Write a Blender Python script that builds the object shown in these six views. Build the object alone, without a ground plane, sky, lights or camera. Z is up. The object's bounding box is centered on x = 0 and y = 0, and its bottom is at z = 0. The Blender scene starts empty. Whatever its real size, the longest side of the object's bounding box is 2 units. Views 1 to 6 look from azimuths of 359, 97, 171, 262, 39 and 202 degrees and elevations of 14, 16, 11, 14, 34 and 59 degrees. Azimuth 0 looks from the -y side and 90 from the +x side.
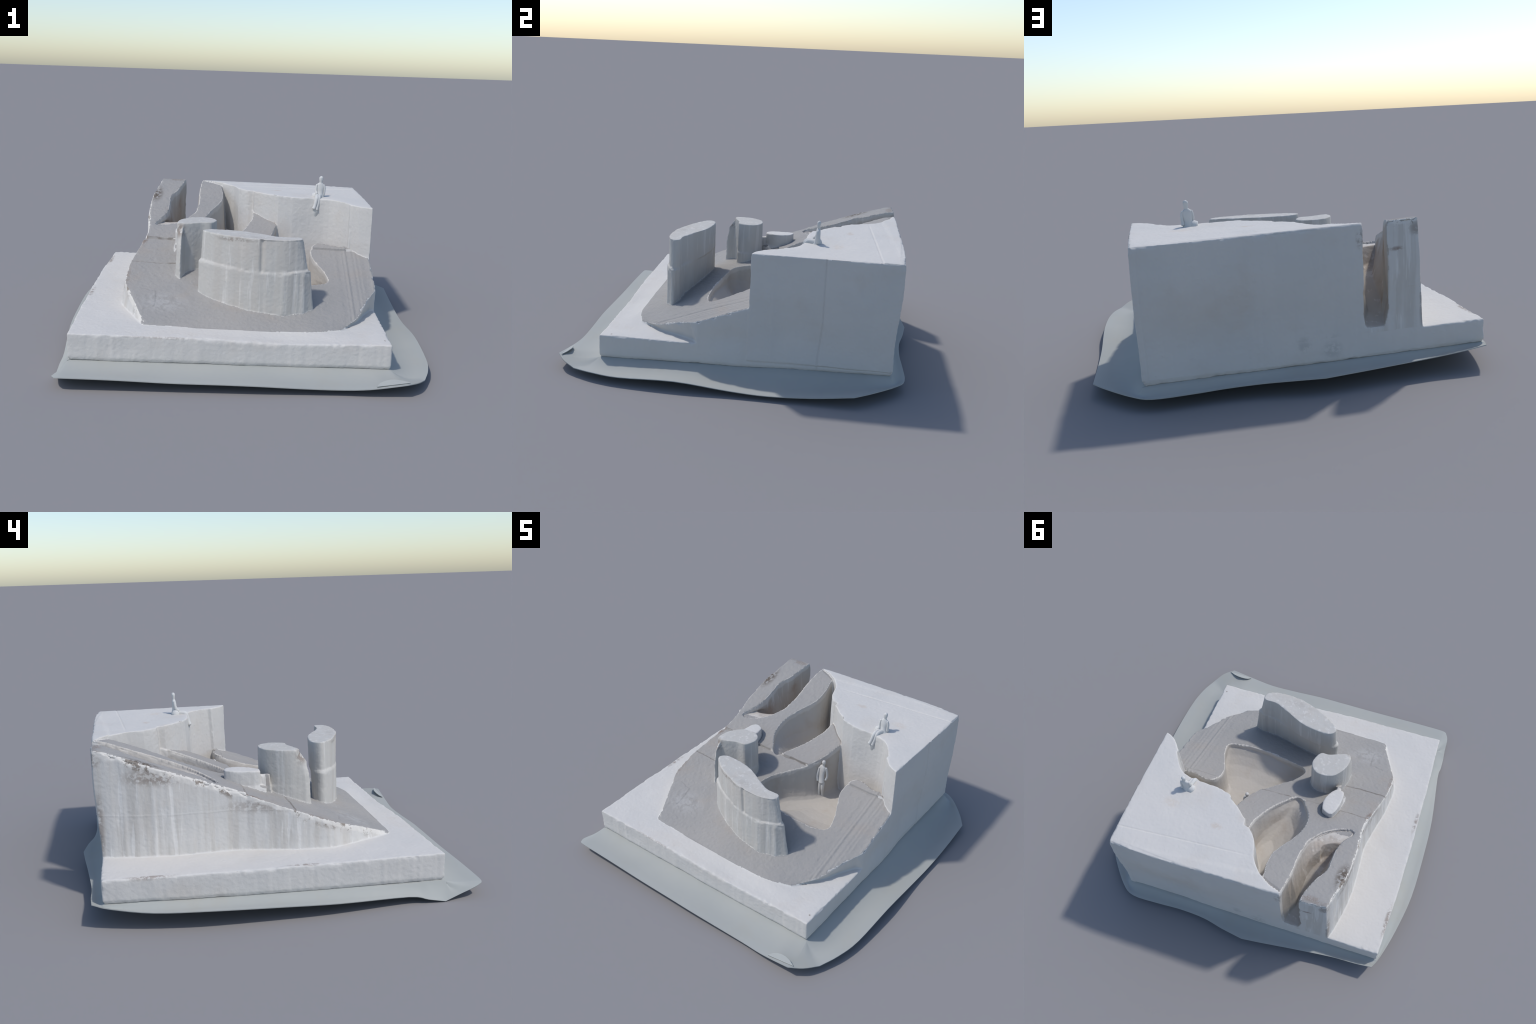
"""Plaster landscape maquette: a plinth with a sloping ramp, a tall block, three
hollows, two free standing shapes, a stub and two tiny people, on a thin sheet."""
import bpy, bmesh, math
import numpy as np
from mathutils import Vector, Matrix

VOXEL = 0.0042

# ------------------------------------------------------------------ planes
def slab_top(x, y):    return 0.2125 - 0.0230 * x + 0.010 * y
def slab_bottom(x, y): return 0.0870 - 0.0180 * x + 0.025 * y
def ramp_top(x, y):    return 0.4330 + 0.3660 * y - 0.051 * x
def block_top(x, y):   return 0.7530 - 0.0215 * x
def back_line(x):      return 0.8380 + 0.0283 * (x + 0.892)

# ------------------------------------------------------------------ plan curves
def smooth_closed(pts, n=4, sharp=()):
    """Catmull-Rom through a closed list of plan points; `sharp` keeps corners."""
    P = np.array(pts, float); m = len(P); out = []
    for i in range(m):
        a, b, c, d = P[i - 1], P[i], P[(i + 1) % m], P[(i + 2) % m]
        ta = (c - a) * 0.5 if i not in sharp else (c - b)
        tb = (d - b) * 0.5 if (i + 1) % m not in sharp else (c - b)
        for k in range(n):
            t = k / n
            h = (2*t**3 - 3*t**2 + 1, t**3 - 2*t**2 + t, -2*t**3 + 3*t**2, t**3 - t**2)
            out.append(h[0]*b + h[1]*ta + h[2]*c + h[3]*tb)
    return np.array(out)

RAMP_LEFT = [(-.556, .900), (-.556, .852), (-.574, .778), (-.604, .578), (-.599, .374), (-.586, .200),
             (-.600, .100), (-.638, -.100), (-.651, -.250), (-.638, -.330), (-.565, -.490), (-.503, -.634)]
RAMP_TOE = [(-.160, -.646), (.100, -.644), (.360, -.632), (.525, -.585)]
RAMP_RIGHT = [(.642, -.455), (.700, -.330), (.772, -.200), (.772, .090), (.760, .860), (.30, .866)]
RAMP_PLAN = RAMP_LEFT + RAMP_TOE + RAMP_RIGHT

SLOT_PLAN = [(-.288, .93), (-.288, .86), (-.300, .730), (-.296, .570), (-.305, .470), (-.317, .430),
             (-.365, .350), (-.448, .285), (-.520, .262), (-.546, .285), (-.500, .365), (-.478, .450),
             (-.478, .540), (-.476, .620), (-.440, .690), (-.420, .760), (-.396, .855), (-.396, .93)]
PIT_PLAN = [(-.150, .800), (-.138, .710), (-.143, .605), (-.207, .475), (-.246, .370), (-.246, .270),
            (-.218, .200), (-.190, .160), (-.156, .115), (-.115, .110), (-.075, .160), (-.006, .260),
            (.045, .380), (.058, .450), (.060, .540), (.020, .700), (-.080, .820)]
COURT_PLAN = [(-.090, -.130), (-.075, -.080), (-.035, -.015), (.040, .060), (.120, .145), (.175, .235),
              (.208, .345), (.240, .430), (.420, .500), (.640, .380), (.655, .195), (.632, .183), (.577, .177),
              (.500, .198), (.440, .185), (.414, .135), (.412, .080), (.430, .020), (.476, -.085),
              (.498, -.165), (.490, -.200), (.458, -.217), (.335, -.235), (.200, -.230), (.100, -.208),
              (.015, -.186), (-.065, -.165)]
BLOCK_PLAN = [(.776, .086), (.705, .120), (.665, .172), (.650, .186), (.652, .205), (.638, .225), (.608, .270), (.566, .316),
              (.508, .343), (.420, .350), (.310, .352), (.218, .376), (.204, .402), (.142, .440),
              (.092, .484), (.070, .496), (.062, .536), (.038, .540), (.022, .548), (-.034, .616), (-.064, .704),
              (-.122, .780), (-.176, .812), (-.286, .842), (-.286, .8552), (.240, .8700), (.768, .8865), (.775, .50)]

WALL_BASE = [(-.243, -.345), (-.200, -.388), (-.120, -.432), (-.035, -.467), (.100, -.503), (.235, -.508),
             (.325, -.487), (.390, -.438), (.330, -.412), (.190, -.398), (.010, -.348), (-.110, -.318), (-.205, -.302)]
WALL_MID = [(-.240, -.343), (-.196, -.388), (-.118, -.434), (-.030, -.470), (.095, -.503), (.220, -.510),
            (.305, -.492), (.368, -.450), (.320, -.412), (.198, -.394), (.014, -.330), (-.105, -.304), (-.200, -.298)]
WALL_RIM = [(-.226, -.338), (-.190, -.378), (-.119, -.426), (-.024, -.467), (.090, -.499), (.207, -.507),
            (.296, -.486), (.352, -.452), (.312, -.414), (.205, -.402), (.018, -.322), (-.095, -.298), (-.190, -.296)]
WALL_TOP = [(-.219, -.333), (-.191, -.373), (-.124, -.423), (-.016, -.470), (.087, -.500), (.200, -.505),
            (.285, -.486), (.316, -.456), (.300, -.416), (.208, -.408), (.022, -.320), (-.085, -.296), (-.180, -.294)]

PILLAR_BASE = [(-.330, -.190), (-.378, -.180), (-.372, -.100), (-.338, -.020), (-.280, .016), (-.205, .012),
               (-.156, -.030), (-.142, -.080), (-.168, -.140), (-.225, -.148), (-.270, -.158)]
PILLAR_TOP = [(-.345, -.192), (-.374, -.168), (-.368, -.095), (-.325, -.022), (-.275, .006), (-.208, .008),
              (-.166, -.025), (-.153, -.072), (-.182, -.138), (-.235, -.146), (-.285, -.168)]
def fin_section(front, side=0.0):
    return [(-.350 + side*.3, front), (-.378 + side*.4, front + .030), (-.380 + side*.4, -.150), (-.330, -.110), (-.290, -.140),
            (-.300, -.172), (-.326, front + .052)]
STUB_BASE = [(-.296, .165), (-.318, .205), (-.376, .214), (-.406, .120), (-.406, .010), (-.375, -.012), (-.330, .000), (-.297, .100)]
STUB_TOP = [(-.300, .165), (-.320, .198), (-.375, .206), (-.402, .115), (-.398, .036), (-.375, .024), (-.335, .034), (-.302, .105)]
PLINTH_PLAN = [(-.862, -.804), (-.3, -.793), (.25, -.779), (.768, -.764), (.772, .05), (.764, .884), (-.05, .862), (-.893, .838), (-.900, .468), (-.897, .066), (-.882, -.366)]

# ------------------------------------------------------------------ mesh helpers
def loft(sections):
    """Closed solid through stacked sections of equal length [(x, y, z), ...]."""
    bm = bmesh.new(); rings = [[bm.verts.new(p) for p in s] for s in sections]
    n = len(rings[0])
    for a, b in zip(rings[:-1], rings[1:]):
        for i in range(n):
            bm.faces.new((a[i], a[(i+1) % n], b[(i+1) % n], b[i]))
    bm.faces.new(rings[0][::-1]); bm.faces.new(rings[-1])
    bmesh.ops.triangulate(bm, faces=bm.faces[:])
    bmesh.ops.recalc_face_normals(bm, faces=bm.faces[:])
    return bm

def lift(plan, z):
    return [(p[0], p[1], z(p[0], p[1]) if callable(z) else z) for p in plan]

def to_object(bm, name):
    me = bpy.data.meshes.new(name); bm.to_mesh(me); bm.free()
    ob = bpy.data.objects.new(name, me); bpy.context.scene.collection.objects.link(ob)
    return ob

def apply_modifiers(ob):
    dg = bpy.context.evaluated_depsgraph_get()
    me = bpy.data.meshes.new_from_object(ob.evaluated_get(dg))
    ob.modifiers.clear(); old = ob.data; ob.data = me; bpy.data.meshes.remove(old)

def subtract(ob, cutter):
    m = ob.modifiers.new('cut', 'BOOLEAN'); m.operation = 'DIFFERENCE'; m.object = cutter; m.solver = 'EXACT'
    apply_modifiers(ob); bpy.data.objects.remove(cutter)

def shrink(plan, c, k):
    c = np.array(c); return [tuple(c + (np.array(p) - c) * k) for p in plan]

# ------------------------------------------------------------------ numpy noise
def _hash(ix, iy, iz, seed):
    h = (ix.astype(np.int64) * 374761393 + iy.astype(np.int64) * 668265263 + iz.astype(np.int64) * 2147483647 + seed * 1274126177) & 0xFFFFFFFF
    h = ((h ^ (h >> 13)) * 1274126177) & 0xFFFFFFFF
    h = ((h ^ (h >> 16)) * 2246822519) & 0xFFFFFFFF
    return ((h ^ (h >> 15)) & 0xFFFF) / 32767.5 - 1.0

def noise(P, scale, seed=0):
    Q = P * np.array(scale); I = np.floor(Q); F = Q - I; F = F*F*(3 - 2*F); r = 0
    for dx in (0, 1):
        for dy in (0, 1):
            for dz in (0, 1):
                w = (F[:, 0] if dx else 1-F[:, 0]) * (F[:, 1] if dy else 1-F[:, 1]) * (F[:, 2] if dz else 1-F[:, 2])
                r = r + w * _hash(I[:, 0]+dx, I[:, 1]+dy, I[:, 2]+dz, seed)
    return r

def sstep(a, b, x):
    t = np.clip((x - a) / (b - a), 0, 1); return t*t*(3 - 2*t)

def inside(plan, x, y):
    P = np.array(plan); r = np.zeros(len(x), bool); j = len(P) - 1
    for i in range(len(P)):
        xi, yi = P[i]; xj, yj = P[j]
        if yi != yj:
            r ^= ((yi > y) != (yj > y)) & (x < (xj - xi) * (y - yi) / (yj - yi) + xi)
        j = i
    return r

def plan_distance(plan, x, y):
    P = np.array(plan); d = np.full(len(x), 9.0)
    for i in range(len(P)):
        a, b = P[i-1], P[i]; e = b - a; L = max(e @ e, 1e-9)
        t = np.clip(((x-a[0])*e[0] + (y-a[1])*e[1]) / L, 0, 1)
        d = np.minimum(d, np.hypot(x - a[0] - t*e[0], y - a[1] - t*e[1]))
    return np.where(inside(plan, x, y), -d, d)

# ------------------------------------------------------------------ solids
ramp_plan = smooth_closed(RAMP_PLAN, 3, sharp=(0, 1, 11, 15, 18, 19, 20, 21))
ramp_plan[:, 1] = np.minimum(ramp_plan[:, 1], [back_line(x) for x in ramp_plan[:, 0]])
foot = ramp_plan.copy(); left = foot[:, 0] < -.49
foot[left, 0] -= .022
right = (foot[:, 0] > .53) & (foot[:, 1] < -.21)
foot[right] += np.array([-.016, .016])      # undercut below the thin right edge
slot_plan = smooth_closed(SLOT_PLAN, 3, sharp=(0, 17))
pit_plan = smooth_closed(PIT_PLAN, 3)
court_plan = smooth_closed(COURT_PLAN, 3)
block_plan = smooth_closed(BLOCK_PLAN, 2, sharp=(0, 3, 4, 11, 12, 15, 16, 17, 23, 24, 25, 26))
wall_plans = [smooth_closed(w, 4) for w in (WALL_BASE, WALL_MID, WALL_RIM, WALL_TOP)]
pillar_plans = [smooth_closed(w, 4) for w in (PILLAR_BASE, PILLAR_TOP)]
stub_plans = [smooth_closed(w, 3) for w in (STUB_BASE, STUB_TOP)]
fin_base = fin_section(-.258)

def wall_step(x, y): return 0.487 - 0.09 * min(x, 0.05) + 0.02 * max(x - .2, 0)

def build_mass():
    plinth_lo = shrink(PLINTH_PLAN, (-.06, .04), .992)
    solids = [to_object(loft([lift(plinth_lo, lambda x, y: slab_bottom(x, y)),
                              lift(PLINTH_PLAN, lambda x, y: slab_bottom(x, y) + .018),
                              lift(PLINTH_PLAN, lambda x, y: slab_top(x, y) - .006),
                              lift(shrink(PLINTH_PLAN, (-.06, .04), .996), slab_top)]), 'plinth_solid')]
    ramp = to_object(loft([lift(foot, .13), lift(foot, .20),
                           lift(ramp_plan, lambda x, y: max(ramp_top(x, y), .205))]), 'ramp_solid')
    # hollows: rim outline, narrower floor
    def scoop(pull, k):                   # the court's floor sweeps up to its front rim
        return [(.32 + (x - .32) * k, .14 + (y - .14) * k + pull * float(sstep(.05, -.12, np.array(y))) * float(sstep(-.06, .15, np.array(x)))) for x, y in court_plan]
    slot_floor = [(-.350 + (x + .360) * (.80 if y > .7 else .60) , .93 - (.93 - y) * .74) for x, y in slot_plan]
    slot_mid = [(-.352 + (x + .360) * (.98 if y > .7 else .84) - (.012 if y > .7 and x < -.36 else 0), .93 - (.93 - y) * .84) for x, y in slot_plan]
    bulge = lambda p: [(x - (.030 * float(sstep(.85, .70, np.array(y))) if x > -.37 and y > .40 else 0), y) for x, y in p]
    slot_floor, slot_mid = bulge(slot_floor), bulge(slot_mid)
    rim = lambda p: lift(p, lambda x, y: ramp_top(x, y) + .12)
    slot_z = lambda x, y: float(np.interp(y, [.42, .50, .60, .70, .80, .93], [.485, .455, .405, .335, .268, .250]))
    subtract(ramp, to_object(loft([lift(slot_floor, slot_z), lift(slot_mid, lambda x, y: min(slot_z(x, y) + .075, ramp_top(x, y) - .03)), lift(slot_plan, lambda x, y: ramp_top(x, y) - .012), rim(slot_plan)]), 'cut'))
    subtract(ramp, to_object(loft([lift(shrink(pit_plan, (.00, .52), .30), lambda x, y: .335), lift(shrink(pit_plan, (.00, .52), .52), lambda x, y: .352 + .08 * (.5 - y)), lift(shrink(pit_plan, (-.01, .51), .70), lambda x, y: .390 + .03 * (.5 - y)),
                                   lift(shrink(pit_plan, (-.03, .49), .85), lambda x, y: min(.455, ramp_top(x, y) - .065)), lift(shrink(pit_plan, (-.06, .46), .975), lambda x, y: ramp_top(x, y) - .03),
                                   rim(pit_plan)]), 'cut'))
    subtract(ramp, to_object(loft([lift(scoop(.150, .60), .218), lift(scoop(.130, .80), .226), lift(scoop(.085, .90), .246), lift(scoop(.045, .95), .275), lift(scoop(.014, .982), .310), rim(court_plan)]), 'cut'))
    solids.append(ramp)
    block_foot = [(x, y - (.024 if (y < .80 and -.1 < x < .66) else 0)) for x, y in block_plan]
    block_mid = [(x, y - (.010 if (y < .80 and -.1 < x < .66) else 0)) for x, y in block_plan]
    solids.append(to_object(loft([lift(block_foot, .12), lift(block_foot, .30), lift(block_mid, .52), lift(block_plan, block_top)]), 'block_solid'))
    w = wall_plans
    solids.append(to_object(loft([lift(w[0], .15), lift(w[0], .25), lift(w[1], lambda x, y: wall_step(x, y) - .010), lift(w[2], lambda x, y: wall_step(x, y) + .004),
                                  lift(w[3], lambda x, y: .661 - .015 * x)]), 'wall_solid'))
    b, t = (np.array(p) for p in pillar_plans)
    solids.append(to_object(loft([lift(b, .22), lift(b, .36), lift(b * .65 + t * .35, .470), lift(b * .25 + t * .75, .482), lift(t, .669)]), 'pillar_solid'))
    solids.append(to_object(loft([lift(fin_section(-.260), .25), lift(fin_section(-.254), .42), lift(fin_section(-.247, .01), .53), lift(fin_section(-.230, .02), .602),
                                  lift(fin_section(-.214, .03), .628), lift(fin_section(-.184, .04), .664)]), 'fin_solid'))
    s = stub_plans
    solids.append(to_object(loft([lift(s[0], .36), lift(s[0], .478), lift(s[1], .50), lift(s[1], lambda x, y: .577 + .05 * (y - .1))]), 'stub_solid'))
    solids.append(to_object(loft([lift([(-.372, .05), (-.385, .01), (-.365, -.05), (-.33, -.04), (-.335, .04)], .38),
                                  lift([(-.368, .04), (-.374, .01), (-.362, -.03), (-.34, -.02), (-.345, .03)], .545)]), 'web_solid'))
    # union by joining and voxel remeshing
    bm = bmesh.new()
    for ob in solids:
        bm.from_mesh(ob.data); bpy.data.objects.remove(ob)
    ob = to_object(bm, 'mass')
    r = ob.modifiers.new('remesh', 'REMESH'); r.mode = 'VOXEL'; r.voxel_size = VOXEL; r.adaptivity = 0
    apply_modifiers(ob)
    return ob

mass = build_mass()
me = mass.data
nv, nf = len(me.vertices), len(me.polygons)
co = np.empty(nv*3); me.vertices.foreach_get('co', co); co = co.reshape(-1, 3)
ed = np.empty(len(me.edges)*2, np.int64); me.edges.foreach_get('vertices', ed); ed = ed.reshape(-1, 2)
loops = np.empty(len(me.loops), np.int64); me.loops.foreach_get('vertex_index', loops)
starts = np.empty(nf, np.int64); me.polygons.foreach_get('loop_start', starts)
counts = np.empty(nf, np.int64); me.polygons.foreach_get('loop_total', counts)

deg = np.bincount(ed.ravel(), minlength=nv).astype(float)
def average(f):
    f = f.reshape(nv, -1); out = np.empty_like(f)
    for k in range(f.shape[1]):
        out[:, k] = (np.bincount(ed[:, 0], f[ed[:, 1], k], nv) + np.bincount(ed[:, 1], f[ed[:, 0], k], nv)) / deg
    return out
tri_ok = counts == 4
quad = loops[starts[tri_ok][:, None] + np.arange(4)]
def normals(c):
    n = np.cross(c[quad[:, 2]] - c[quad[:, 0]], c[quad[:, 3]] - c[quad[:, 1]]); out = np.zeros((nv, 3))
    for k in range(3):
        for q in range(4):
            out[:, k] += np.bincount(quad[:, q], n[:, k], nv)
    return out / np.maximum(np.linalg.norm(out, axis=1, keepdims=True), 1e-12)

for _ in range(2):                       # soften the voxel steps, keep volume (Taubin)
    co = co + .55 * (average(co) - co)
    co = co - .50 * (average(co) - co)
N = normals(co)
sm = co.copy()
for _ in range(7): sm = average(sm)
convex = np.einsum('ij,ij->i', co - sm, N)           # >0 on outer edges
convex = np.clip(convex / .006, 0, 1)
wide = sm.copy()
for _ in range(14): wide = average(wide)
rim = np.clip(np.einsum('ij,ij->i', co - wide, N) / .010, 0, 1)

# ---- relief: worn edges, lumps, drips, casting steps, board marks
X, Y, Z = co.T
disp = np.zeros(nv)
chip = noise(co, (34, 34, 34), 3) * .6 + noise(co, (90, 90, 90), 4) * .4
big_chip = sstep(.25, .75, noise(co, (11, 11, 11), 5))
disp -= convex * (.0004 + .0055 * np.clip(chip, 0, 1) + .0110 * big_chip * np.clip(chip + .25, 0, 1))
flank_edge = sstep(.045, .02, np.abs(plan_distance(ramp_plan, X, Y))) * sstep(-.44, -.48, X) * sstep(.05, .02, np.abs(Z - ramp_top(X, Y))) + sstep(.05, .02, np.abs(plan_distance(ramp_plan, X, Y))) * sstep(.45, .5, X) * (Y < 0) * sstep(.05, .02, np.abs(Z - ramp_top(X, Y)))
plinth_edge = sstep(.03, .01, np.abs(Z - slab_top(X, Y)))
back_edge = sstep(.80, .84, Y)
wear = np.clip(noise(co, (19, 19, 19), 21) * .6 + noise(co, (47, 47, 47), 22) * .55 + .08, 0, 1)
disp -= rim * wear * (.005 + .006 * sstep(.04, .02, np.abs(Z - ramp_top(X, Y))) + .026 * np.clip(flank_edge, 0, 1) + .007 * plinth_edge + .006 * back_edge)
disp += .0022 * noise(co, (5, 5, 5), 7) + .0011 * noise(co, (14, 14, 14), 8)
rough = .00045 * noise(co, (70, 70, 70), 9) + .0003 * noise(co, (130, 130, 130), 10)
up = sstep(.75, .9, N[:, 2]); side = 1 - sstep(.25, .5, np.abs(N[:, 2]))
dz = Z - ramp_top(X, Y)
in_ramp = up * sstep(.03, .015, np.abs(dz)) * sstep(.0, -.012, plan_distance(ramp_plan, X, Y))
disp += rough * (1 + 1.2 * in_ramp)
# board marks running up the ramp beside its right edge
u = X - .02 * Y
marks = noise(np.stack([u, Y*0, Z*0], 1), (38, 1, 1), 12) * .6 + noise(np.stack([u, Y*0, Z*0], 1), (85, 1, 1), 13) * .4
disp += in_ramp * sstep(.53, .60, X) * marks * .0032
disp += in_ramp * sstep(.014, .0, np.abs(u - .618)) * .003
# casting steps across the ramp
wob = .008 * noise(co, (9, 9, 9), 14)
lineA = Y - (.132 + .06 * np.clip(X + .1, -.1, .3) + wob)
disp += in_ramp * (.0080 * sstep(-.003, .003, lineA) - .004 * sstep(.006, .0, np.abs(lineA + .004)))
lineB = Y + .112 - wob
disp -= in_ramp * (.0050 * sstep(.006, .0, np.abs(lineB))) * sstep(-.30, -.36, X)
# thin skin flaked off near the foot of the ramp
skin = plan_distance([(-.47, -.36), (-.465, -.50), (-.53, -.535), (-.60, -.43), (-.56, -.36)], X, Y) + .02 * noise(co, (16, 16, 16), 15)
disp += in_ramp * .0030 * sstep(.003, -.003, skin)
# drips on the upright faces: relief constant along z
cyl = np.stack([X, Y, Z * .06], 1)
drip = noise(cyl, (55, 55, 12), 16) * .6 + noise(cyl, (24, 24, 6), 17) * .6
near_wall = sstep(.02, .0, plan_distance(wall_plans[0], X, Y)) * (Z > .2)
lower = sstep(.01, -.01, Z - (.482 - .09 * np.minimum(X, .05)))
disp += side * drip * (.0013 + near_wall * (.0010 + .0042 * lower * sstep(.05, .22, X)))
# upright groove in the upper half of the curved wall, ragged ledge at its joint
front_side = near_wall * side * (N[:, 1] < -.3)
disp -= front_side * (1 - lower) * (.0075 * np.exp(-((X - .098) / .010)**2) + .003 * sstep(.085, .11, X))
disp -= front_side * .004 * np.clip(noise(co, (40, 40, 60), 25), 0, 1) * sstep(.025, .0, np.abs(Z - (.482 - .09 * np.minimum(X, .05))))
flank = side * (X < -.5) * (X > -.72) * (Z > .2)
disp += flank * drip * .0010
# joint in the right face and the groove over the top of the block
joint = Y - (.495 - .02 * sstep(.4, .1, Z))
disp -= side * (X > .74) * (.0050 * sstep(.008, .0, np.abs(joint)) - .0030 * sstep(-.003, .003, joint))
gl = Y - (.712 + .10 * np.clip(X, -.2, .9))
on_top = up * (np.abs(Z - block_top(X, Y)) < .012)
disp -= on_top * sstep(-.1, .15, X) * (.0030 * sstep(.006, .0, np.abs(gl)) - .0020 * sstep(-.003, .003, gl))
inner = side * (N[:, 1] < 0) * sstep(.03, .0, np.abs(plan_distance(block_plan, X, Y))) * (X < .70)
disp += inner * (.0025 * noise(cyl, (14, 14, 3), 27) + .004 * np.exp(-((X - .205) / .006)**2))
# faint horizontal casting joint on the flank
disp += flank * .0012 * sstep(.004, .0, np.abs(Z - .43 - .02 * Y))
co = co + N * disp[:, None]
flat = co.copy()
X, Y, Z = co.T
# the back face bellies out near its top, the right face is slightly hollow
belly = np.interp(X, [-.9, -.6, -.42, -.28, 0, .2, .45, .6, .77], [0, .012, .024, .022, .028, .030, .032, .028, .016]) * sstep(.25, .60, Z)
belly -= .016 * np.exp(-((X - .5) / .22)**2 - ((Z - .27) / .14)**2)
hollow_right = -.018 * np.exp(-((Y - .36) / .22)**2 - ((Z - .30) / .15)**2) - .014 * np.exp(-((Y + .02) / .12)**2 - ((Z - .23) / .07)**2) - .010 * sstep(.5, .15, Z) * sstep(.1, .3, Y)
co[:, 1] += belly * sstep(.79, .85, Y)
co[:, 0] += hollow_right * sstep(.70, .755, X)
# the plinth dips in front of the ramp
co[:, 2] -= .013 * np.exp(-((X - .22) / .30)**2) * sstep(-.62, -.74, Y) * sstep(.12, .17, Z)
co[:, 2] = np.minimum(co[:, 2], block_top(co[:, 0], co[:, 1]) + .004)
N = normals(co)

# ---- split the one surface into named parts
fc = np.add.reduceat(flat[loops], starts, axis=0) / counts[:, None]
fn = np.add.reduceat(N[loops], starts, axis=0); fn /= np.linalg.norm(fn, axis=1, keepdims=True)
x, y, z = fc.T; fup = fn[:, 2] > .72
h = z - ramp_top(x, y)
REGIONS = ['plinth', 'ramp', 'flank', 'block', 'hollow', 'hollow', 'hollow', 'curved_wall', 'pillar', 'stub']
PLINTH, RAMP, FLANK, BLOCK, SLOT, PIT, COURT, WALL, PILLAR, STUB = range(10)
reg = np.full(nf, RAMP)
d_ramp = plan_distance(ramp_plan, x, y)
low = (z < slab_top(x, y) + .004)
d_block = plan_distance(block_plan, x, y)
reg[(d_ramp > -.05) & (x < -.40) & ~fup & (fn[:, 0] < -.35)] = FLANK
reg[(y > back_line(x) - .03) & ~fup] = FLANK
reg[(d_ramp > -.05) & (x > .45) & (y < .12) & ~fup] = BLOCK
in_slot = plan_distance(slot_plan, x, y) < .012
along_ramp = (fn @ np.array([.051, -.366, 1.0])) / 1.066
sunk = (h < -.014) | ((h < .008) & (along_ramp < .93))
in_pit = plan_distance(pit_plan, x, y) < .012
reg[in_slot & sunk & (fn[:, 1] < .9)] = SLOT
reg[in_pit & sunk] = PIT
in_court = plan_distance(court_plan, x, y) < .012
reg[in_court & sunk] = COURT
reg[(d_block < np.where(z < .55, .036, .014)) & ~fup & (fn[:, 1] < .3) & (x > -.12) & (x < .70) & (y > .1) & (plan_distance(block_plan, x + fn[:, 0]*.03, y + fn[:, 1]*.03) > d_block)] = BLOCK
reg[(d_block < np.where(fup, 0, .012))] = BLOCK
reg[low & ~(in_court & (d_ramp < -.01))] = PLINTH
reg[(d_ramp > .02) & fup & (z < .3)] = PLINTH
reg[(d_ramp < .0) & fup & (np.abs(h) < .022) & (d_block > .01) & ~((in_court | in_pit | in_slot) & sunk)] = RAMP
above = h > .010
d_wall = np.minimum.reduce([plan_distance(w, x, y) for w in wall_plans])
above = (h > .035) | ((h > .004) & (fn[:, 2] < .55))
reg[(d_wall < .02) & above & (z > .215)] = WALL
reg[((plan_distance(pillar_plans[0], x, y) < .02) | (plan_distance(fin_base, x, y) < .02)) & above] = PILLAR
reg[(plan_distance(stub_plans[0], x, y) < .015) & above & (y > -.005)] = STUB

root = bpy.data.objects.new('plaster_landscape_model', None)
bpy.context.scene.collection.objects.link(root)
root['label'] = 'pale plaster maquette of ramp, block and hollows with figures'
root['category'] = 'plaster model'

def part_from_faces(sel, name):
    lc = counts[sel]; ls = starts[sel]
    idx = np.repeat(ls - np.concatenate([[0], np.cumsum(lc)[:-1]]), lc) + np.arange(lc.sum())
    vi = loops[idx]; used, inv = np.unique(vi, return_inverse=True)
    m = bpy.data.meshes.new(name)
    m.vertices.add(len(used)); m.vertices.foreach_set('co', co[used].ravel())
    m.loops.add(len(vi)); m.loops.foreach_set('vertex_index', inv.astype(np.int32))
    m.polygons.add(len(lc)); m.polygons.foreach_set('loop_start', np.concatenate([[0], np.cumsum(lc)[:-1]]).astype(np.int32))
    m.update(calc_edges=True); m.validate()
    m.polygons.foreach_set('use_smooth', np.ones(len(m.polygons), bool))
    m.normals_split_custom_set_from_vertices(N[used].tolist())
    o = bpy.data.objects.new(name, m); bpy.context.scene.collection.objects.link(o); o.parent = root
    return o

parts = {}
for i, name in enumerate(REGIONS):
    sel = np.nonzero(reg == i)[0]
    if len(sel): parts[i] = part_from_faces(sel, name)
bpy.data.objects.remove(mass)

# ------------------------------------------------------------------ thin sheet under the plinth
RIM = [(-.885, -.984, .064), (-.840, -.991, .067), (-.610, -.991, .063), (-.330, -.990, .053), (-.100, -.989, .050), (.090, -.988, .046),
       (.300, -.980, .036), (.480, -.976, .032), (.630, -.984, .042), (.805, -.988, .070), (.872, -.935, .060), (.922, -.856, .042),
       (.965, -.740, .046), (.993, -.580, .046), (1.000, -.270, .058), (.998, .025, .033), (1.000, .235, .026), (1.000, .470, .040), (.996, .690, .066),
       (.930, .785, .068), (.815, .910, .066), (.720, .960, .062), (.540, .954, .064), (.386, .942, .068), (.220, .946, .073), (.080, .972, .080), (-.060, .990, .083),
       (-.200, .970, .086), (-.370, .943, .089), (-.622, .908, .097), (-.780, .900, .112), (-.882, .890, .124), (-.915, .800, .108), (-.956, .610, .090),
       (-.990, .352, .090), (-.988, .031, .077), (-.973, -.250, .061), (-.925, -.600, .040), (-.926, -.700, .018), (-.924, -.785, .000), (-.915, -.860, .026), (-.908, -.940, .054)]
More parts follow.
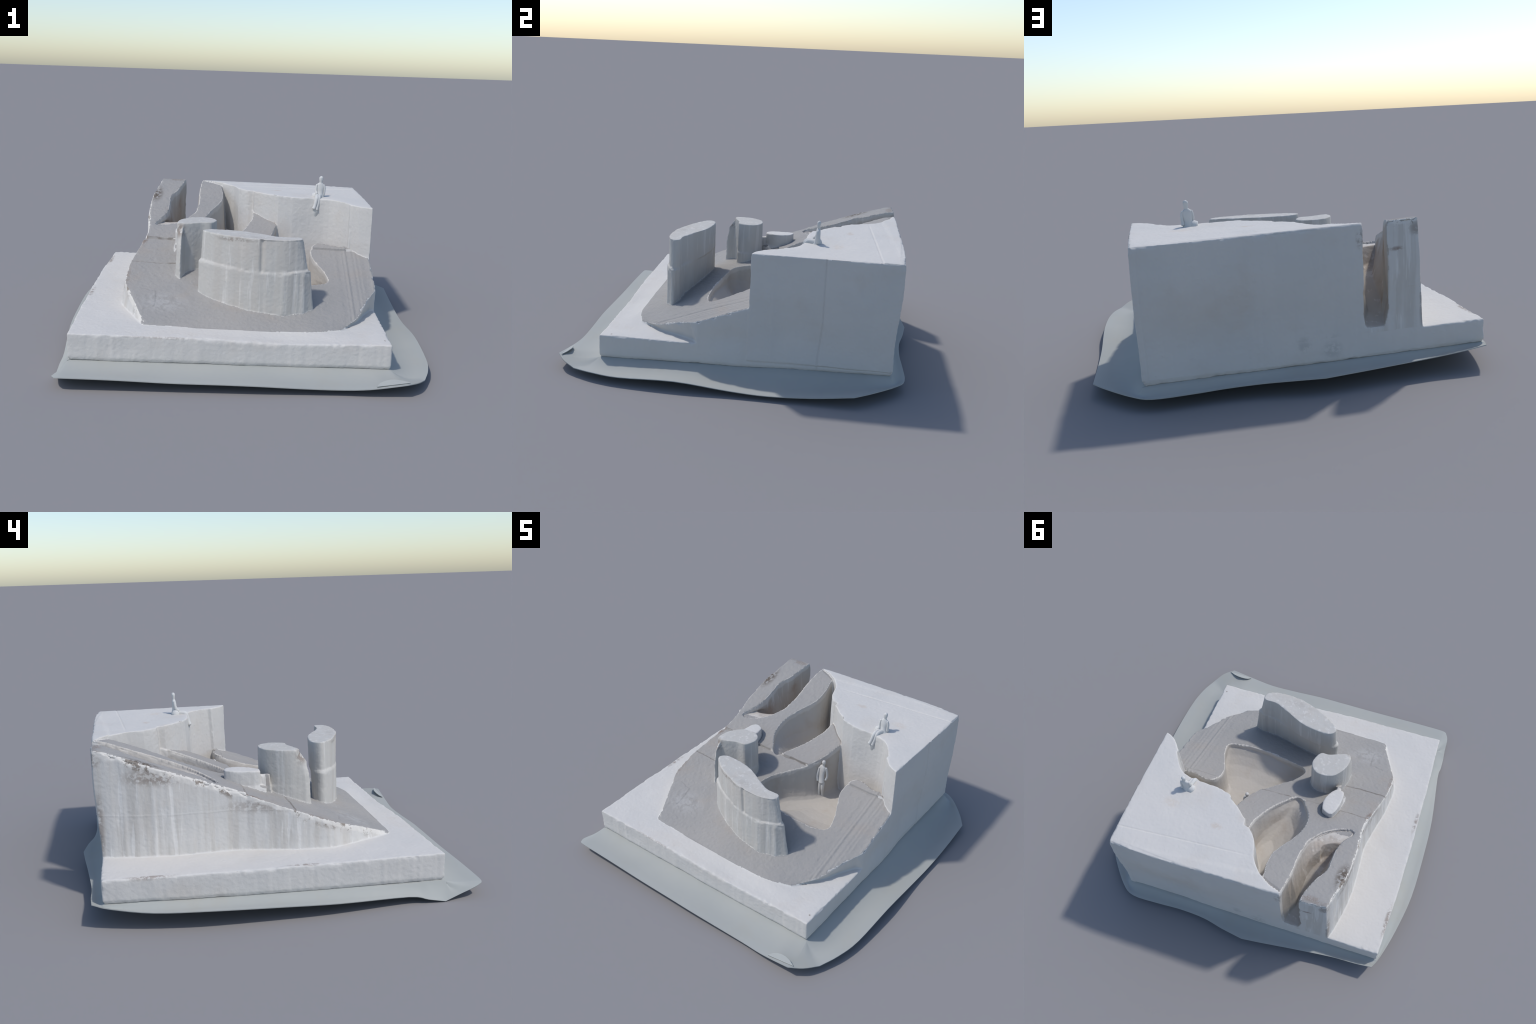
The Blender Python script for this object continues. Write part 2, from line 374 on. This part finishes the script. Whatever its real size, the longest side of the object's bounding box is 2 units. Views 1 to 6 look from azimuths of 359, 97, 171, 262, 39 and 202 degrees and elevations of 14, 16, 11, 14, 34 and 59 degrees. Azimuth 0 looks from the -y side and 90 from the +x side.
def make_sheet():
    n = 4; pts = smooth_closed([(a, b) for a, b, c in RIM], n, sharp=(0, 9, 11, 18, 26, 31, 39))
    zs = smooth_closed([(c, 0) for a, b, c in RIM], n, sharp=(0, 9, 11, 18, 26, 31, 39))[:, 0]
    plan = np.array(PLINTH_PLAN); rings = []
    # nearest point on the plinth outline for every rim point
    seg = [(plan[i-1], plan[i]) for i in range(len(plan))]
    near = []
    for p in pts:
        best = min(((a + (b-a)*np.clip(((p-a) @ (b-a)) / ((b-a) @ (b-a)), 0, 1)) for a, b in seg), key=lambda q: np.hypot(*(q-p)))
        near.append(best)
    near = np.array(near); c = np.array([-.06, .04])
    inner = c + (near - c) * .94
    zin = np.array([slab_bottom(*q) for q in near])
    T = [0, .35, .5, .6, .7, .8, .9, 1.0]
    bm = bmesh.new(); rings = []
    mid = c + (inner - c) * .5
    rings.append([bm.verts.new((q[0], q[1], slab_bottom(*q) + .006)) for q in mid])
    rings.append([bm.verts.new((q[0], q[1], slab_bottom(*q) + .006)) for q in inner])
    for t in [0, .12, .25, .4, .55, .7, .85, 1]:
        ring = []
        for q, p, z0, z1 in zip(near, pts, zin, zs):
            g = q + (p - q) * t
            sag = -(.006 + (.012 if g[0] > .74 else 0)) * math.sin(math.pi * min(1, t * 1.1)) - .004 * (1 - t)
            ring.append(bm.verts.new((g[0], g[1], z0 + (z1 - z0) * t**.8 + sag * (1 if z1 > .02 else .3))))
        rings.append(ring)
    m = len(pts)
    for a, b in zip(rings[:-1], rings[1:]):
        for i in range(m):
            bm.faces.new((a[i], a[(i+1) % m], b[(i+1) % m], b[i]))
    ctr = bm.verts.new((c[0], c[1], slab_bottom(*c) + .006))
    for i in range(m): bm.faces.new((rings[0][i], rings[0][(i+1) % m], ctr))
    # small curled flap at the front right corner
    bmesh.ops.recalc_face_normals(bm, faces=bm.faces[:])
    ob = to_object(bm, 'ground_sheet'); ob.parent = root
    s = ob.modifiers.new('thick', 'SOLIDIFY'); s.thickness = .004; s.offset = 0
    apply_modifiers(ob)
    k = np.array([v.co[:] for v in ob.data.vertices]); k[:, 2] = np.maximum(k[:, 2], 0)
    ob.data.vertices.foreach_set('co', k.ravel())
    ob.data.polygons.foreach_set('use_smooth', np.ones(len(ob.data.polygons), bool))
    ob.data.set_sharp_from_angle(angle=math.radians(40))
    return ob
sheet = make_sheet()

def make_flap():
    """torn sliver that stands off the sheet at its front right corner"""
    bm = bmesh.new(); rows = []
    for t in np.linspace(0, 1, 7):
        p = np.array([.66, -.975, .048]) * (1 - t) + np.array([.825, -.965, .068]) * t
        w = .030 * math.sin(math.pi * t) ** .7 + .002
        rows.append([bm.verts.new((p[0] - w * .45 * s, p[1] + w * s, p[2] + .012 * s * math.sin(math.pi * t) + .004)) for s in (0, .5, 1)])
    for a, b in zip(rows[:-1], rows[1:]):
        for i in range(2): bm.faces.new((a[i], a[i+1], b[i+1], b[i]))
    ob = to_object(bm, 'torn_flap'); ob.parent = root
    s = ob.modifiers.new('thick', 'SOLIDIFY'); s.thickness = .003
    apply_modifiers(ob); return ob
flap = make_flap()

# ------------------------------------------------------------------ little people
def tube(path, name, parent, seg=14, sub=5):
    """Rounded limb: path of (x, y, z, rx, ry), smoothly interpolated."""
    P = np.array(path, float); rows = []
    for i in range(len(P) - 1):
        a, b, c, d = P[max(i-1, 0)], P[i], P[i+1], P[min(i+2, len(P)-1)]
        for k in range(sub):
            t = k / sub; h = (2*t**3-3*t**2+1, t**3-2*t**2+t, -2*t**3+3*t**2, t**3-t**2)
            rows.append(h[0]*b + h[1]*(c-a)*.5 + h[2]*c + h[3]*(d-b)*.5)
    rows.append(P[-1])
    bm = bmesh.new(); rings = []
    for i, r in enumerate(rows):
        d = Vector(rows[min(i+1, len(rows)-1)][:3] - rows[max(i-1, 0)][:3]).normalized()
        side = Vector((1, 0, 0)); side = (side - d * side.dot(d)).normalized(); fwd = d.cross(side)
        rings.append([bm.verts.new(Vector(r[:3]) + side * (math.cos(a) * r[3]) + fwd * (math.sin(a) * r[4]))
                      for a in np.linspace(0, 2*math.pi, seg, endpoint=False)])
    for a, b in zip(rings[:-1], rings[1:]):
        for i in range(seg): bm.faces.new((a[i], a[(i+1) % seg], b[(i+1) % seg], b[i]))
    for ring, r, e in ((rings[0], rows[0], -1), (rings[-1], rows[-1], 1)):
        d = Vector((rows[1] - rows[0])[:3] if e < 0 else (rows[-1] - rows[-2])[:3]).normalized() * e
        top = bm.verts.new(Vector(r[:3]) + d * min(r[3], r[4]) * .55)
        for i in range(seg): bm.faces.new((ring[i], ring[(i+1) % seg], top))
    bmesh.ops.recalc_face_normals(bm, faces=bm.faces[:])
    ob = to_object(bm, name); ob.parent = parent
    ob.data.polygons.foreach_set('use_smooth', np.ones(len(ob.data.polygons), bool))
    return ob

def empty(name):
    e = bpy.data.objects.new(name, None); bpy.context.scene.collection.objects.link(e); e.parent = root; return e

sitter = empty('seated_figure')
people = [
    tube([(.482, .418, .735, .036, .032), (.483, .420, .752, .027, .022), (.485, .421, .775, .023, .015), (.487, .422, .800, .026, .014), (.488, .423, .820, .024, .012), (.489, .423, .832, .012, .009)], 'torso', sitter),
    tube([(.490, .424, .826, .009, .008), (.490, .424, .838, .010, .008), (.491, .424, .852, .013, .010), (.491, .425, .865, .013, .011), (.490, .425, .872, .009, .008)], 'head', sitter),
    tube([(.466, .420, .822, .007, .008), (.461, .418, .800, .008, .009), (.460, .412, .778, .008, .010), (.464, .398, .764, .008, .010)], 'arm', sitter),
    tube([(.509, .422, .820, .007, .008), (.514, .422, .800, .008, .009), (.513, .424, .775, .008, .010), (.510, .427, .752, .010, .012)], 'arm', sitter),
    tube([(.474, .412, .748, .015, .016), (.466, .376, .750, .013, .016), (.462, .350, .745, .013, .015), (.457, .340, .722, .012, .014), (.450, .334, .695, .011, .014), (.443, .326, .678, .012, .012)], 'leg', sitter),
    tube([(.492, .412, .746, .015, .016), (.481, .378, .748, .013, .016), (.475, .354, .742, .013, .015), (.472, .345, .715, .012, .014), (.466, .340, .690, .011, .014), (.461, .332, .670, .012, .012)], 'leg', sitter),
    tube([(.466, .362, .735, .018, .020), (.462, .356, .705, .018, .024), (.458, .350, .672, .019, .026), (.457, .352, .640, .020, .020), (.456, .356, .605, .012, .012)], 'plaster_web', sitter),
    tube([(.448, .412, .738, .030, .026), (.466, .410, .746, .028, .024), (.482, .412, .752, .020, .018)], 'plaster_web', sitter),
]
stander = empty('standing_figure')
people += [
    tube([(.196, .186, .345, .022, .017), (.194, .190, .375, .020, .014), (.192, .194, .410, .021, .014), (.191, .198, .440, .026, .014), (.194, .201, .460, .022, .012), (.197, .203, .470, .010, .009)], 'torso', stander),
    tube([(.197, .203, .466, .008, .008), (.198, .204, .480, .010, .010), (.199, .204, .494, .013, .013), (.199, .204, .505, .010, .010)], 'head', stander),
    tube([(.175, .192, .455, .009, .009), (.171, .186, .425, .009, .010), (.168, .180, .390, .009, .010), (.174, .176, .355, .008, .009)], 'arm', stander),
    tube([(.214, .206, .455, .009, .009), (.221, .208, .425, .009, .010), (.224, .208, .390, .008, .009), (.219, .198, .365, .008, .009)], 'arm', stander),
    tube([(.188, .186, .350, .013, .012), (.184, .184, .300, .011, .011), (.181, .186, .255, .009, .009), (.180, .188, .215, .010, .010), (.181, .180, .208, .011, .012)], 'leg', stander),
    tube([(.206, .190, .350, .013, .012), (.206, .186, .300, .011, .011), (.199, .196, .255, .009, .009), (.198, .202, .215, .010, .010), (.206, .196, .208, .011, .012)], 'leg', stander),
]

for o in people:                          # half sunk into the plaster they belong to
    shift = Vector((-.010, .010, 0)) if o.parent == stander else (Vector((0, .008, 0)) if o.name.split('.')[0] in ('leg', 'plaster_web') else Vector((0, 0, 0)))
    o.data.transform(Matrix.Translation(shift))

# ------------------------------------------------------------------ materials
def nodes(name):
    m = bpy.data.materials.new(name); m.use_nodes = True; t = m.node_tree
    return m, t, t.nodes['Principled BSDF'], t.nodes.new('ShaderNodeTexCoord')

class Tree:
    def __init__(self, name):
        self.m, self.t, self.b, self.c = nodes(name)
        self.obj = self.c.outputs['Object']
    def mapped(self, scale, rot=(0, 0, 0), loc=(0, 0, 0)):
        n = self.t.nodes.new('ShaderNodeMapping'); n.inputs['Scale'].default_value = scale
        n.inputs['Rotation'].default_value = rot; n.inputs['Location'].default_value = loc
        self.t.links.new(self.obj, n.inputs['Vector']); return n.outputs[0]
    def noise(self, scale, detail=4, rough=.55, vec=None, lo=.3, hi=.7):
        n = self.t.nodes.new('ShaderNodeTexNoise'); n.inputs['Scale'].default_value = scale
        n.inputs['Detail'].default_value = detail; n.inputs['Roughness'].default_value = rough
        self.t.links.new(vec or self.obj, n.inputs['Vector'])
        return self.ramp(n.outputs['Fac'], lo, hi)
    def ramp(self, v, lo, hi, out=(0, 1)):
        n = self.t.nodes.new('ShaderNodeMapRange'); n.interpolation_type = 'SMOOTHSTEP'
        self.t.links.new(v, n.inputs['Value'])
        for k, q in zip(('From Min', 'From Max', 'To Min', 'To Max'), (lo, hi) + tuple(out)): n.inputs[k].default_value = q
        return n.outputs['Result']
    def math(self, op, a, b):
        n = self.t.nodes.new('ShaderNodeMath'); n.operation = op
        for s, q in zip(n.inputs, (a, b)):
            if isinstance(q, (int, float)): s.default_value = q
            else: self.t.links.new(q, s)
        return n.outputs[0]
    def blob(self, centre, radius, softness=.5):
        """1 inside an ellipsoid around centre, fading outside"""
        n = self.t.nodes.new('ShaderNodeMapping'); n.vector_type = 'POINT'
        n.inputs['Scale'].default_value = [1/r for r in radius]
        n.inputs['Location'].default_value = [-c/r for c, r in zip(centre, radius)]
        self.t.links.new(self.obj, n.inputs['Vector'])
        l = self.t.nodes.new('ShaderNodeVectorMath'); l.operation = 'LENGTH'; self.t.links.new(n.outputs[0], l.inputs[0])
        return self.ramp(l.outputs['Value'], 1.0, softness)
    def mix(self, fac, a, b):
        n = self.t.nodes.new('ShaderNodeMix'); n.data_type = 'RGBA'
        for s, q in ((n.inputs['Factor'], fac), (n.inputs[6], a), (n.inputs[7], b)):
            if isinstance(q, (int, float)): s.default_value = q
            elif isinstance(q, tuple): s.default_value = (*q, 1)
            else: self.t.links.new(q, s)
        return n.outputs[2]
    def finish(self, col, rough=.85, bump=((60, .5, .004),)):
        self.t.links.new(col, self.b.inputs['Base Color']); self.b.inputs['Roughness'].default_value = rough
        self.b.inputs['Specular IOR Level'].default_value = .25
        prev = None
        for sc, st, dist in bump:
            n = self.t.nodes.new('ShaderNodeTexNoise'); n.inputs['Scale'].default_value = sc; n.inputs['Detail'].default_value = 5
            self.t.links.new(self.obj, n.inputs['Vector'])
            bn = self.t.nodes.new('ShaderNodeBump'); bn.inputs['Strength'].default_value = st; bn.inputs['Distance'].default_value = dist
            self.t.links.new(n.outputs['Fac'], bn.inputs['Height'])
            if prev: self.t.links.new(prev, bn.inputs['Normal'])
            prev = bn.outputs[0]
        self.t.links.new(prev, self.b.inputs['Normal'])
        return self.m

WHITE = (.600, .575, .540); COOL = (.530, .522, .502); WARM = (.550, .505, .455); BROWN = (.20, .155, .125)

def plaster(name, base=WHITE, cool=COOL, warm=WARM, blobs=(), streak=0.0, mottle=.5, lines=(), rim_band=False, bump=((55, .35, .004), (240, .25, .001))):
    T = Tree(name)
    col = T.mix(T.math('MULTIPLY', T.noise(2.6, 4), mottle), base, cool)
    col = T.mix(T.math('MULTIPLY', T.noise(4.5, 5, vec=T.mapped((1, 1, 1), loc=(7, 3, 1)), lo=.52, hi=.75), mottle), col, warm)
    if streak:
        v = T.mapped((16, 16, 1.1), rot=(math.radians(-9), 0, 0))
        s = T.noise(1.0, 4, .6, vec=v, lo=.45, hi=.62)
        col = T.mix(T.math('MULTIPLY', s, streak), col, (.47, .435, .39))
        s2 = T.noise(1.9, 3, .6, vec=v, lo=.55, hi=.66)
        col = T.mix(T.math('MULTIPLY', s2, streak * .8), col, (.79, .765, .73))
    for a, b, c, lo, hi in lines:        # step shade drawn as dark line where a*x + b*y = c, for lo < x < hi
        n = T.t.nodes.new('ShaderNodeVectorMath'); n.operation = 'DOT_PRODUCT'; n.inputs[1].default_value = (a, b, 0); T.t.links.new(T.obj, n.inputs[0])
        sx = T.t.nodes.new('ShaderNodeSeparateXYZ'); T.t.links.new(T.obj, sx.inputs[0])
        w = T.math('MULTIPLY', T.math('SUBTRACT', T.noise(9, 2, lo=0, hi=1), .5), .03)
        d = T.math('ABSOLUTE', T.math('ADD', T.math('SUBTRACT', n.outputs['Value'], c), w), 0)
        f = T.math('MULTIPLY', T.ramp(d, .005, .0015), T.math('MULTIPLY', T.ramp(sx.outputs[0], lo, lo + .02), T.ramp(sx.outputs[0], hi, hi - .02)))
        col = T.mix(T.math('MULTIPLY', f, .7), col, (.20, .18, .16))
    for c, r, amount, tint, grain in blobs:
        f = T.math('MULTIPLY', T.blob(c, r, .25), T.noise(grain, 5, .65, lo=.40, hi=.54))
        col = T.mix(T.math('MULTIPLY', f, amount), col, tint)
    if rim_band:                          # pale band under the ramp's edge, with dirt caught in it
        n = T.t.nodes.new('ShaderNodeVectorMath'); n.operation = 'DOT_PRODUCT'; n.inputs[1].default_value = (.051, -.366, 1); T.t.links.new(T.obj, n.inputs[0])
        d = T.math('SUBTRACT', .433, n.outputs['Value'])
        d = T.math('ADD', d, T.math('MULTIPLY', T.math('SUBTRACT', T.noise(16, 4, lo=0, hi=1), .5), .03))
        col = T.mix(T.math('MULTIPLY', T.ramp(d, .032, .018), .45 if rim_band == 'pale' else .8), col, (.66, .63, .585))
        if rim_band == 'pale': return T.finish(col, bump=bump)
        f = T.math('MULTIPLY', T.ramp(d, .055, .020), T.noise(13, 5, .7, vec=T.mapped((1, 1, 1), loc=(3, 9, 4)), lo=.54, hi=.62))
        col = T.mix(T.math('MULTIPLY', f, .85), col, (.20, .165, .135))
    return T.finish(col, bump=bump)

EDGE_BROWN = (.23, .185, .155)
mats = {}
mats[PLINTH] = plaster('plinth_plaster', mottle=.45, blobs=[
    ((-.885, .62, .235), (.02, .16, .02), .7, EDGE_BROWN, 40), ((-.872, -.1, .225), (.018, .12, .018), .7, EDGE_BROWN, 40),
    ((-.35, -.80, .215), (.30, .02, .02), .6, EDGE_BROWN, 45), ((-.128, .87, .170), (.07, .05, .06), .45, (.36, .36, .34), 30),
    ((.008, .87, .200), (.05, .05, .04), .4, (.36, .36, .34), 30), ((.74, -.70, .19), (.008, .008, .02), .9, EDGE_BROWN, 10)])
mats[BLOCK] = plaster('block_plaster', mottle=.5, blobs=[
    ((.216, .60, .745), (.05, .03, .03), .45, (.50, .41, .33), 30), ((.53, .54, .735), (.08, .05, .03), .35, (.58, .49, .40), 25),
    ((-.128, .87, .19), (.07, .05, .08), .45, (.36, .36, .34), 30), ((.008, .87, .213), (.05, .05, .05), .4, (.36, .36, .34), 30),
    ((-.274, .87, .69), (.03, .05, .06), .6, EDGE_BROWN, 35)])
mats[RAMP] = plaster('ramp_plaster', base=(.335, .319, .300), cool=(.298, .291, .281), warm=(.335, .302, .270), lines=[(0, 1, .130, -.64, -.36), (-.06, 1, .137, -.10, .19), (0, 1, -.112, -.66, -.36)], mottle=.7, blobs=[  # base darkened for the shade baked over the slope in the scan
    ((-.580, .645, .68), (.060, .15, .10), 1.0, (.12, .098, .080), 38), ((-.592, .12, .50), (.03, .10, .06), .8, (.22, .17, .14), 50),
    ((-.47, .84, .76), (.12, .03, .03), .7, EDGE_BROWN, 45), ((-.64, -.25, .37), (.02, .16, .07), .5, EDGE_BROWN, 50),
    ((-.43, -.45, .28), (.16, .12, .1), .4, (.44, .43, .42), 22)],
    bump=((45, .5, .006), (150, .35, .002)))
mats[FLANK] = plaster('flank_plaster', streak=.5, rim_band='dirty', mottle=.5, blobs=[
    ((-.58, .02, .45), (.12, .30, .05), .5, EDGE_BROWN, 40), ((-.60, -.27, .34), (.08, .16, .04), .7, EDGE_BROWN, 45), ((-.60, .55, .63), (.08, .25, .06), .7, EDGE_BROWN, 45),
    ((-.446, .855, .632), (.055, .04, .018), 1.0, (.24, .18, .15), 38), ((-.55, .855, .72), (.06, .05, .05), .6, EDGE_BROWN, 40), ((-.575, .845, .40), (.02, .03, .25), .6, EDGE_BROWN, 30)])
hollow = plaster('hollow_plaster', rim_band='pale', base=(.50, .465, .42), cool=(.46, .435, .40), warm=(.43, .37, .31), mottle=.8)  # brown tint paints in interior shade and light bounced between the walls
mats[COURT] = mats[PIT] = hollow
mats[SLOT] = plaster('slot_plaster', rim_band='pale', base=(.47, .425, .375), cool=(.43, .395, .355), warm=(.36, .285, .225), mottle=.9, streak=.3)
mats[WALL] = plaster('wall_plaster', base=(.53, .508, .472), cool=(.46, .452, .422), streak=.35, mottle=.6, blobs=[((0, -.45, .645), (.30, .06, .02), .6, EDGE_BROWN, 40)])  # toned below WHITE toward the scan's shaded front face
mats[PILLAR] = plaster('pillar_plaster', base=(.53, .508, .470), cool=(.45, .438, .410), streak=.30, mottle=.6, blobs=[((-.355, -.20, .63), (.05, .05, .06), .8, EDGE_BROWN, 40)])  # plaster colour lowered partway to the pillar's shadowed side
mats[STUB] = plaster('stub_plaster', streak=.2)
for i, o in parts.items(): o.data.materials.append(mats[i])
figure_mat = plaster('figure_plaster', base=(.58, .575, .555), cool=(.53, .53, .515), mottle=.5)
for o in people: o.data.materials.append(figure_mat)
sheet_mat = plaster('sheet_paper', base=(.385, .392, .370), cool=(.355, .368, .352), warm=(.375, .368, .330), mottle=.6, bump=((30, .12, .004), (200, .1, .001)))
sheet.data.materials.append(sheet_mat); flap.data.materials.append(sheet_mat)
